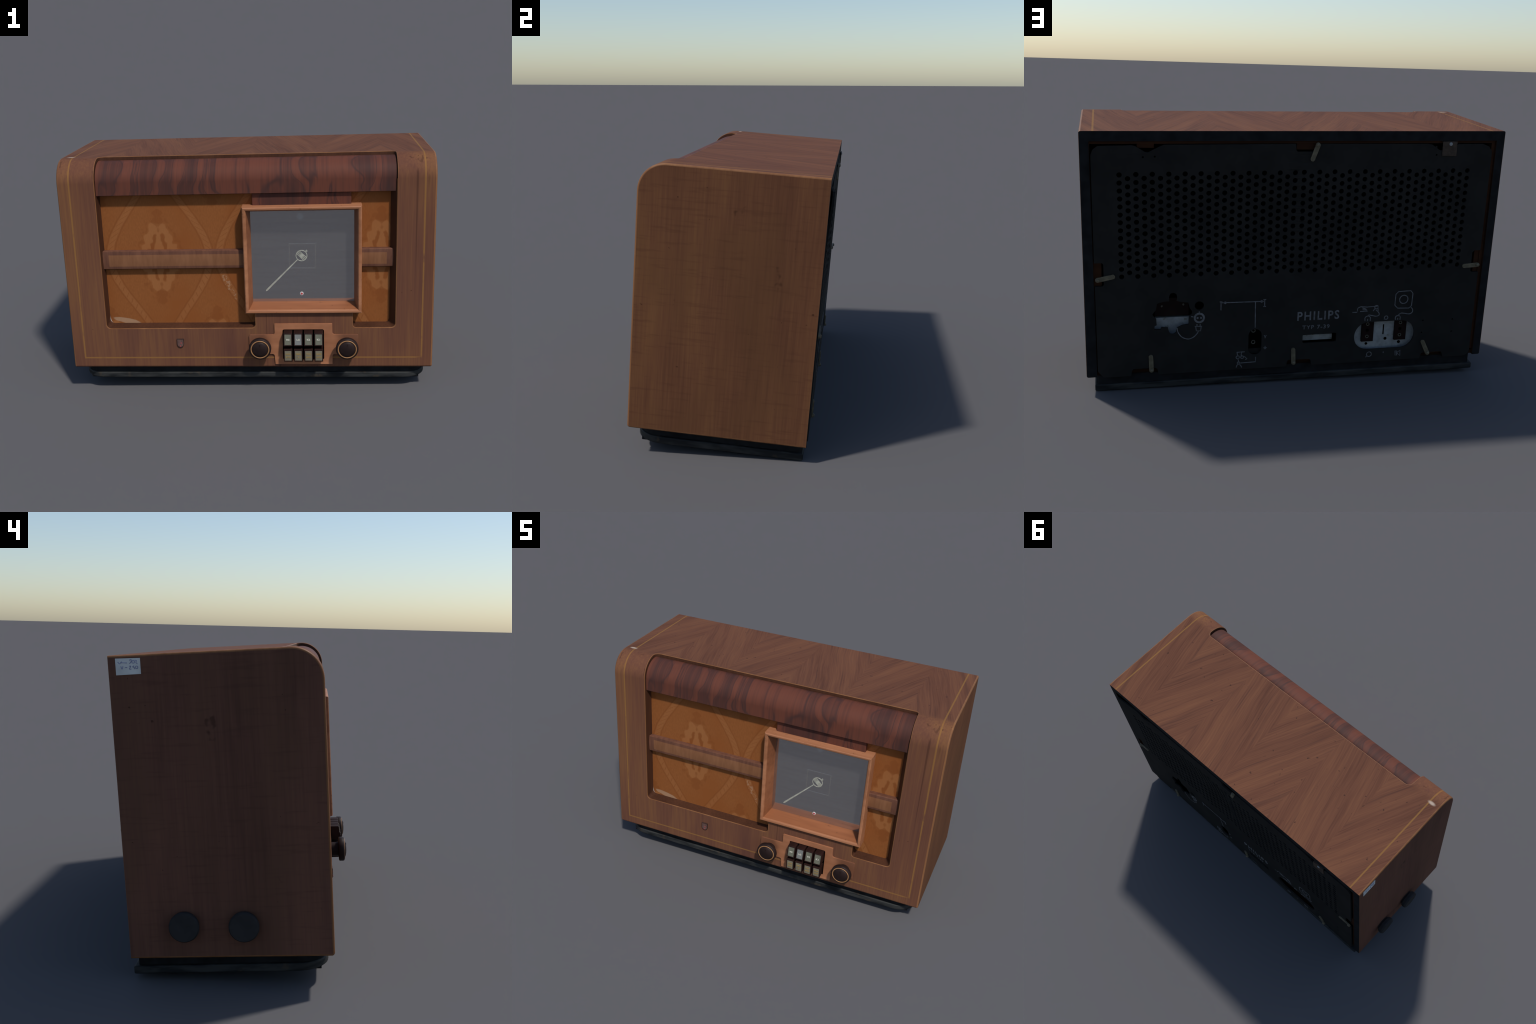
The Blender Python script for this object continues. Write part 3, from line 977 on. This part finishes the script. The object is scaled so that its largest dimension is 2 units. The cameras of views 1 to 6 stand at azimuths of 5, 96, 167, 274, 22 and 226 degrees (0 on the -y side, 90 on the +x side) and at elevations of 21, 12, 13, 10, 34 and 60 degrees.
# ------------------------------------------------------------------ plinth
pu = round_rect(-0.924, -0.352, 0.926, 0.366, (0.09, 0.09, 0.004, 0.004), 9)
plinth = soft("plinth", prism(pu, 'z', -0.062, 0.004), [m_black], 0.0)
smooth_by_angle(plinth.data, 30)
pp = round_rect(-0.938, -0.362, 0.940, 0.384, (0.115, 0.115, 0.006, 0.006), 10)
pp = [(x, y - (0.0065 * (x + 0.94) if y > 0.3 else 0.0)) for x, y in pp]
lip = soft("plinth_rail", prism(pp, 'z', -0.0768, -0.045), [m_plinth], 0.007, 3, 40, parent=plinth)

# bottom board under the rail, deeper towards the front
bo = [(-0.335, -0.070), (0.34, -0.070), (0.34, -0.0785), (-0.335, -0.0840)]
soft("bottom_board", prism(bo, 'x', -0.90, 0.905), [m_black], 0.002, parent=plinth)

# ------------------------------------------------------------------ back panel
PY = 0.377
# the back artwork was laid out on a plane 21 mm further in as seen from behind
# the set; LAY brings it onto the true plane of the board
SH = 0.00606


def lay(x, z):
    return x + (0.865 - x) * SH, z + (1.6946 - z) * SH


def dense(ob, size):
    """split long triangles so the board can bend smoothly"""
    bm = bmesh.new()
    bm.from_mesh(ob.data)
    for _ in range(5):
        bmesh.ops.triangulate(bm, faces=bm.faces[:])
        far = [e for e in bm.edges if e.calc_length() > size]
        if not far:
            break
        bmesh.ops.subdivide_edges(bm, edges=far, cuts=1)
    bmesh.ops.triangulate(bm, faces=bm.faces[:])
    bm.to_mesh(ob.data)
    bm.free()


def bow(x, z):
    """the board has warped inward around half of its vents, outward at one corner"""
    t = min(1.0, max(0.0, (x + 0.012) / 0.03))
    dish = -0.019 * t * t * (3 - 2 * t) * math.exp(-((x - 0.26) / 0.36) ** 2 - ((z - 0.73) / 0.20) ** 2)
    return dish + 0.013 * math.exp(-((x - 0.92) / 0.12) ** 2 - ((z - 1.05) / 0.13) ** 2)


out = [(0.925, 0.020), (0.925, 0.437), (0.890, 0.437), (0.885, 0.443), (0.885, 0.540), (0.891, 0.547), (0.925, 0.547)]
out += [(0.923, 1.034), (0.914, 1.056), (0.893, 1.072), (0.748, 1.073), (0.735, 1.069), (0.694, 1.044), (0.680, 1.042), (0.624, 1.070), (0.610, 1.075)]
out += [(0.026, 1.077), (0.024, 1.050), (0.016, 1.042), (-0.068, 1.042), (-0.076, 1.050), (-0.080, 1.077)]
out += [(-0.606, 1.076), (-0.625, 1.072), (-0.664, 1.046), (-0.720, 1.044), (-0.740, 1.062), (-0.752, 1.075)]
out += [(-0.880, 1.075), (-0.908, 1.064), (-0.926, 1.040), (-0.926, 0.551), (-0.894, 0.551), (-0.884, 0.540), (-0.884, 0.446), (-0.892, 0.439), (-0.926, 0.439)]
out += [(-0.926, 0.010), (-0.915, -0.006), (-0.898, -0.013), (-0.783, -0.013), (-0.776, 0.012), (-0.769, 0.018), (-0.672, 0.018), (-0.664, 0.012), (-0.658, -0.013)]
out += [(-0.094, -0.013), (-0.090, 0.013), (-0.083, 0.020), (0.020, 0.020), (0.028, 0.013), (0.031, -0.013)]
out += [(0.648, -0.013), (0.652, 0.013), (0.660, 0.021), (0.762, 0.021), (0.770, 0.013), (0.774, -0.013), (0.900, -0.013)]

loops = [out]
HR = 0.0118
for x_first, x_last, z_hi, z_lo in ((0.806, 0.0225, 0.946, 0.4785), (-0.0175, -0.811, 0.949, 0.4795)):
    for c in range(23):
        x = x_first + (x_last - x_first) * c / 22
        rows = 14 if c % 2 == 0 else 13
        dz = (z_hi - z_lo) / 13
        for r in range(rows):
            z = z_hi - dz * (r + (0.5 if c % 2 else 0.0))
            loops.append(circle(x + random.uniform(-.0006, .0006), z + random.uniform(-.0006, .0006), HR, 12, False))
# large cut-outs
sock = [(0.596, 0.352), (0.595, 0.378), (0.588, 0.390), (0.574, 0.393), (0.562, 0.386), (0.559, 0.374), (0.558, 0.352), (0.538, 0.346), (0.507, 0.342),
        (0.501, 0.315), (0.489, 0.297), (0.490, 0.285), (0.505, 0.272), (0.505, 0.234), (0.535, 0.230), (0.560, 0.218), (0.565, 0.194), (0.575, 0.188),
        (0.588, 0.188), (0.596, 0.196), (0.602, 0.221), (0.631, 0.225), (0.636, 0.214), (0.664, 0.215), (0.663, 0.232), (0.653, 0.237), (0.655, 0.266),
        (0.671, 0.285), (0.671, 0.293), (0.656, 0.312), (0.650, 0.343), (0.627, 0.350), (0.612, 0.352)]
loops.append(sock)
loops.append(circle(0.456, 0.324, 0.0215, 24, False))
loops.append(round_rect(0.157, 0.059, 0.221, 0.192, 0.0315, 9))
loops.append(round_rect(-0.2145, 0.104, -0.045, 0.152, 0.008, 4))
loops.append(round_rect(-0.618, 0.052, -0.306, 0.199, 0.0725, 12))
for px_, pz_ in ((0.703, 1.022), (0.652, 1.024), (-0.659, 0.193), (-0.657, 0.128), (-0.816, 0.192), (-0.817, 0.126), (-0.645, 1.062), (-0.648, 1.025)):
    loops.append(circle(px_, pz_, 0.0045, 8, False))
loops = [[lay(*p) for p in lp] for lp in loops]
panel = flat_curve("back_panel", loops, PY, 0.009, m_board)
dense(panel, 0.09)
for vv in panel.data.vertices:
    vv.co.y += bow(vv.co.x, vv.co.z)
smooth_by_angle(panel.data, 30)
YS = PY + 0.009                      # outer face of the back panel

# near-black sheet modelling the unlit interior just behind the vent holes
flat_curve("vent_darkness_sheet", [[lay(*p) for p in ((0.88, 0.44), (-0.88, 0.44), (-0.88, 1.02), (0.88, 1.02))]], PY - 0.0065, 0.004, m_dark)
dense(bpy.data.objects["vent_darkness_sheet"], 0.12)
for vv in bpy.data.objects["vent_darkness_sheet"].data.vertices:
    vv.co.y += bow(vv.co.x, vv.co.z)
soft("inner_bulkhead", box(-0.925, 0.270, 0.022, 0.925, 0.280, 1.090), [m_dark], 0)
# wooden cleats that show in the notches
cl = merge(box(0.655, 0.335, 1.062, 0.728, 0.366, 1.092), box(-0.085, 0.335, 1.052, 0.024, 0.366, 1.092),
           box(0.893, 0.335, 0.425, 0.9285, 0.366, 0.560), box(-0.9285, 0.335, 0.425, -0.893, 0.366, 0.560),
           box(0.640, 0.335, -0.002, 0.785, 0.366, 0.019), box(-0.100, 0.335, -0.002, 0.040, 0.366, 0.019), box(-0.79, 0.335, -0.002, -0.65, 0.366, 0.017))
soft("cleat", cl, [m_inner], 0.002)
soft("rebate_strip", merge(box(-0.934, 0.330, 1.081, 0.9285, 0.371, 1.0935), box(-0.934, 0.330, 0.03, -0.9175, 0.371, 1.082), box(0.9265, 0.330, 0.03, 0.9292, 0.371, 1.082)), [m_inner], 0)

# turn latches: a strip with a screw head at its pivot
lat = []
L = 0.068
strip = arc(0, 0, 0.0105, 90, 270, 8) + arc(L, 0, 0.010, -90, 90, 8)
lv, lf = prism(strip, 'y', 0.0, 0.006)
rv, rf = prism([(0.016, -0.0025), (L - 0.006, -0.0025), (L - 0.006, 0.0025), (0.016, 0.0025)], 'y', 0.005, 0.0072)
sv, sf = lathe([(-0.005, 0.0095), (-0.011, 0.0085), (-0.0135, 0.0045)], 'y', 16)
tv, tf = lathe([(-0.005, 0.004), (-0.0085, 0.0028)], 'y', 10)
tv = [(x + L, y, z) for x, y, z in tv]
latch_me = mesh_of("latch", *merge((lv, lf), (rv, rf), (sv, sf), (tv, tf)), [m_latch], 40)
for (ax_, az_), (bx_, bz_) in (((-0.075, 1.074), (-0.052, 1.008)), ((0.912, 0.469), (0.843, 0.483)), ((0.680, 0.012), (0.682, 0.076)),
                               ((-0.003, 0.007), (0.0, 0.068)), ((-0.696, 0.017), (-0.669, 0.073)), ((-0.915, 0.478), (-0.853, 0.474))):
    ob = add("latch", latch_me, radio)
    ang = math.atan2(bz_ - az_, bx_ - ax_)
    ob.matrix_local = FRAME @ Matrix.Translation((lay(ax_, az_)[0], YS + 0.001 + bow(ax_, az_), lay(ax_, az_)[1])) @ Matrix.Rotation(-ang, 4, 'Y')

br = soft("bracket", merge(box(-0.735, YS + 0.0015, 1.024, -0.664, YS + 0.0055, 1.091), box(-0.735, 0.345, 1.0875, -0.664, YS + 0.005, 1.0915)), [m_bracket], 0.001)
sv, sf = lathe([(0, 0.0085), (-0.003, 0.0075), (-0.0045, 0.003)], 'y', 16)
add("bracket_screw", mesh_of("bracket_screw", sv, sf, [m_grey], 40), br, (-0.703, YS + 0.005, 1.080))

# ------------------------------------------------------------------ behind the cut-outs
before = set(bpy.data.objects)
CY = 0.330
chassis = soft("chassis", merge(box(-0.655, 0.326, 0.030, -0.275, CY, 0.225), box(-0.205, 0.318, 0.100, -0.055, CY - 0.002, 0.128),
                                box(0.48, 0.300, 0.165, 0.68, CY - 0.01, 0.252)), [m_grey], 0.001)
fold = soft("chassis_fold", merge(box(-0.130, CY - 0.012, 0.134, -0.090, CY - 0.006, 0.143), box(-0.196, CY - 0.012, 0.133, -0.160, CY - 0.004, 0.145)), [m_grey], 0.001, parent=chassis)


def jack(x, z, r, y, parent):
    rv_, rf_ = lathe([(0, r), (-0.002, r), (-0.0022, r * 0.85), (-0.0018, r * 0.62), (0.0, r * 0.55)], 'y', 18)
    add("socket_eyelet", mesh_of("socket_eyelet", rv_, rf_[:-2], [m_rosette], 60), parent, (x, y, z))
    dv_, df_ = lathe([(0, r * 0.62), (-0.0012, r * 0.6)], 'y', 14)
    add("socket_hole", mesh_of("socket_hole", dv_, df_, [m_dark]), parent, (x, y, z))


for x0, x1 in ((-0.416, -0.354), (-0.587, -0.525)):
    so = soft("socket", box(x0, CY - 0.002, 0.081, x1, CY + 0.012, 0.215), [m_socket], 0.002)
    xm = (x0 + x1) / 2 + 0.003
    jack(xm, 0.1755, 0.0085, CY + 0.012, so)
    jack(xm, 0.1095, 0.0085, CY + 0.012, so)
    dv, df = lathe([(0, 0.0085), (-0.0012, 0.0083)], 'y', 16)
    add("socket_hole", mesh_of("socket_hole", dv, df, [m_dark]), so, (xm, CY + 0.012, 0.1425))
sl = merge(box(-0.473, CY - 0.001, 0.112, -0.467, CY + 0.0012, 0.165),
           *[([(x, y, z) for x, y, z in prism(circle(cx_, cz_, r_, 14, False), 'y', CY - 0.001, CY + 0.0012)[0]], prism(circle(cx_, cz_, r_, 14, False), 'y', 0, 1)[1])
             for cx_, cz_, r_ in ((-0.483, 0.088, 0.008), (-0.384, 0.066, 0.007), (-0.556, 0.066, 0.008), (-0.452, 0.196, 0.006))])
add("chassis_slot", mesh_of("chassis_slot", *sl, [m_dark]), chassis)

so = soft("aerial_socket", box(0.150, 0.318, 0.050, 0.228, 0.340, 0.200), [m_dark], 0.002)
jack(0.192, 0.172, 0.0105, 0.340, so)
jack(0.192, 0.112, 0.0105, 0.340, so)
soft("aerial_socket_foot", box(0.152, 0.318, 0.052, 0.226, 0.344, 0.080), [m_board], 0.002, parent=so)

vs = soft("voltage_selector", box(0.500, 0.305, 0.262, 0.660, 0.328, 0.352), [m_socket], 0.004)
for px_, pz_ in ((0.627, 0.340), (0.597, 0.342), (0.552, 0.341), (0.526, 0.341), (0.526, 0.318), (0.627, 0.314)):
    dv, df = lathe([(0, 0.0050), (-0.004, 0.0048), (-0.006, 0.0025)], 'y', 12)
    add("selector_pin", mesh_of("selector_pin", dv, df, [m_rosette], 40), vs, (px_, 0.328, pz_))

# ------------------------------------------------------------------ printing on the back panel
lettering("panel_lettering", "PHILIPS", 0.062, -0.1175, 0.247, 0.365 + 0.0004, m_print, panel, width=0.208, bold=0.0012, spread=0.25)
lettering("panel_lettering", "TYP 7-39", 0.028, -0.1095, 0.188, 0.365 + 0.0004, m_print, panel, width=0.136, bold=0.0003, spread=0.2)
W1 = 0.0042
art = []
# aerial: a strung wire with insulators and its lead
art += [[(0.361, 0.339), (0.349, 0.338)], [(0.355, 0.338), (0.355, 0.297)], [(0.351, 0.334), (0.152, 0.332)],
        [(0.154, 0.341), (0.141, 0.341)], [(0.1475, 0.341), (0.1475, 0.306)], [(0.154, 0.306), (0.141, 0.306)], [(0.192, 0.331), (0.190, 0.200)]]
art += [circle(0.335, 0.3335, 0.0045, 8), circle(0.162, 0.332, 0.0045, 8)]
# earth lead with pump
art += [[(0.184, 0.048), (0.184, 0.022), (0.264, 0.020)], [(0.264, 0.020), (0.270, 0.042), (0.262, 0.050)], [(0.276, 0.077), (0.237, 0.078)],
        [(0.275, 0.077), (0.271, 0.055)], [(0.253, 0.077), (0.255, 0.060), (0.238, 0.052), (0.226, 0.040), (0.234, 0.036)],
        [(0.278, -0.003), (0.274, 0.010), (0.268, 0.014)], [(0.251, -0.004), (0.256, 0.008), (0.262, 0.012)]]
art += [circle(0.271, 0.051, 0.008, 10), circle(0.250, 0.050, 0.007, 10), circle(0.267, 0.021, 0.006, 8)]
art += [[(0.145, 0.158), (0.140, 0.149), (0.135, 0.158)], [(0.140, 0.150), (0.140, 0.143)], [(0.147, 0.093), (0.131, 0.093)], [(0.139, 0.102), (0.139, 0.093)], [(0.143, 0.088), (0.135, 0.088)]]
# mains plug
art += [[(0.457, 0.296), (0.456, 0.290)], [(0.484, 0.270), (0.494, 0.272)]]
art += [[(0.477, 0.2215), (0.443, 0.2205)], [(0.473, 0.2215), (0.470, 0.199), (0.450, 0.198), (0.447, 0.2205)], [(0.467, 0.224), (0.467, 0.233)], [(0.452, 0.224), (0.452, 0.233)]]
art += [circle(0.4645, 0.2635, 0.0030, 8), circle(0.4480, 0.2630, 0.0030, 8)]
art += [spline([(0.560, 0.219), (0.555, 0.196), (0.538, 0.172), (0.510, 0.160), (0.485, 0.167), (0.468, 0.183), (0.460, 0.196)])]
# loudspeaker and its cord
art += [[(-0.518, 0.352), (-0.581, 0.354), (-0.593, 0.340), (-0.591, 0.275), (-0.578, 0.263), (-0.520, 0.265), (-0.504, 0.281), (-0.505, 0.338), (-0.518, 0.352)]]
art += [circle(-0.548, 0.310, 0.0215, 22)]
art += [spline([(-0.586, 0.270), (-0.599, 0.254), (-0.596, 0.238), (-0.580, 0.232), (-0.545, 0.238), (-0.530, 0.232), (-0.525, 0.222)])]
art += [arc(-0.525, 0.213, 0.0135, 0, 180, 8), [(-0.512, 0.213), (-0.513, 0.204)], [(-0.525, 0.213), (-0.525, 0.203)], [(-0.537, 0.213), (-0.537, 0.203)]]
# pickup arm
art += [[(-0.289, 0.254), (-0.313, 0.254)], spline([(-0.314, 0.258), (-0.315, 0.273), (-0.328, 0.281), (-0.345, 0.280), (-0.366, 0.278)]),
        [(-0.328, 0.257), (-0.366, 0.257)], [(-0.338, 0.275), (-0.358, 0.268)], [(-0.340, 0.266), (-0.362, 0.263)], [(-0.366, 0.279), (-0.420, 0.281)], circle(-0.410, 0.276, 0.009, 10),
        [(-0.418, 0.270), (-0.420, 0.255)], [(-0.402, 0.268), (-0.394, 0.256)],
        spline([(-0.408, 0.262), (-0.424, 0.246), (-0.426, 0.234), (-0.412, 0.228), (-0.390, 0.233), (-0.373, 0.236), (-0.370, 0.228)])]
art += [arc(-0.369, 0.216, 0.015, 0, 180, 8), [(-0.355, 0.216), (-0.356, 0.205)], [(-0.369, 0.216), (-0.369, 0.204)], [(-0.383, 0.216), (-0.383, 0.205)]]
# symbols under and over the long cut-out
art += [circle(-0.389, 0.026, 0.0125, 16), [(-0.372, 0.011), (-0.381, 0.019)], circle(-0.464, 0.218, 0.009, 14), [(-0.453, 0.209), (-0.459, 0.213)],
        [(-0.526, 0.036), (-0.527, 0.012), (-0.535, 0.0115), (-0.534, 0.036), (-0.526, 0.036)], [(-0.535, 0.024), (-0.553, 0.008), (-0.551, 0.038), (-0.535, 0.026)],
        [(-0.463, 0.036), (-0.463, 0.028)]]
strokes("panel_marking", art, 0.365 - 0.0004, W1, m_print, panel)
strokes("panel_marking", [circle(0.456, 0.2635, 0.0215, 28)], 0.365 - 0.0004, 0.009, m_print, panel)

# bring all of that from the layout plane to the board

def depth_shift(ob):
    while ob.parent is not radio:
        ob = ob.parent
    return 0.014


for ob in set(bpy.data.objects) - before:
    if ob.parent is not radio and ob.location.length > 0:
        x, z = lay(ob.location.x, ob.location.z)
        ob.location = (x, ob.location.y + (0.021 if ob.location.y > 0.36 else depth_shift(ob)), z)
    else:
        for vv in ob.data.vertices:
            x, z = lay(vv.co.x, vv.co.z)
            vv.co = (x, vv.co.y + (0.021 if vv.co.y > 0.36 else depth_shift(ob)), z)

# ------------------------------------------------------------------ side knobs and paper label
kv, kf = lathe([(-0.02, 0.044), (0.008, 0.044), (0.009, 0.0510), (0.012, 0.0550), (0.030, 0.0575), (0.034, 0.0570), (0.037, 0.0540), (0.0395, 0.0535), (0.0412, 0.0520),
                (0.0418, 0.040), (0.0414, 0.020), (0.0412, 0.003)], 'x', 48)
sk = mesh_of("side_knob", kv, kf, [m_rubber], 45)
for y_, z_ in ((0.166, 0.131), (-0.057, 0.127)):
    add("side_knob", sk, radio, Vector((-HL, y_, z_)))

lab = soft("paper_label", prism([(0.354, 1.068), (0.354, 1.1275), (0.264, 1.1255), (0.264, 1.069)], 'x', -HL - 0.0016, -HL + 0.001), [m_paper], 0)


def on_side(ob):
    # turn artwork drawn facing the front (x right, z up) onto the left side
    for vv in ob.data.vertices:
        a, t, b = vv.co
        vv.co = (-HL - 0.0024 + t, 0.0 - a, b)


ink = [spline([(-0.345, 1.115), (-0.338, 1.108), (-0.331, 1.116)]), [(-0.335, 1.112), (-0.312, 1.110)], spline([(-0.303, 1.119), (-0.296, 1.121), (-0.297, 1.113), (-0.303, 1.107)]),
       circle(-0.289, 1.113, 0.005, 10), spline([(-0.283, 1.118), (-0.277, 1.117), (-0.279, 1.110), (-0.274, 1.105)]),
       spline([(-0.335, 1.099), (-0.331, 1.089), (-0.327, 1.099)]), [(-0.320, 1.094), (-0.312, 1.094)], spline([(-0.305, 1.098), (-0.299, 1.098), (-0.304, 1.088), (-0.297, 1.088)]),
       spline([(-0.287, 1.099), (-0.292, 1.095), (-0.287, 1.093), (-0.286, 1.087)]), circle(-0.278, 1.093, 0.0048, 10)]
on_side(strokes("label_writing", ink, 0.0, 0.0026, m_ink, lab, 0.0010))
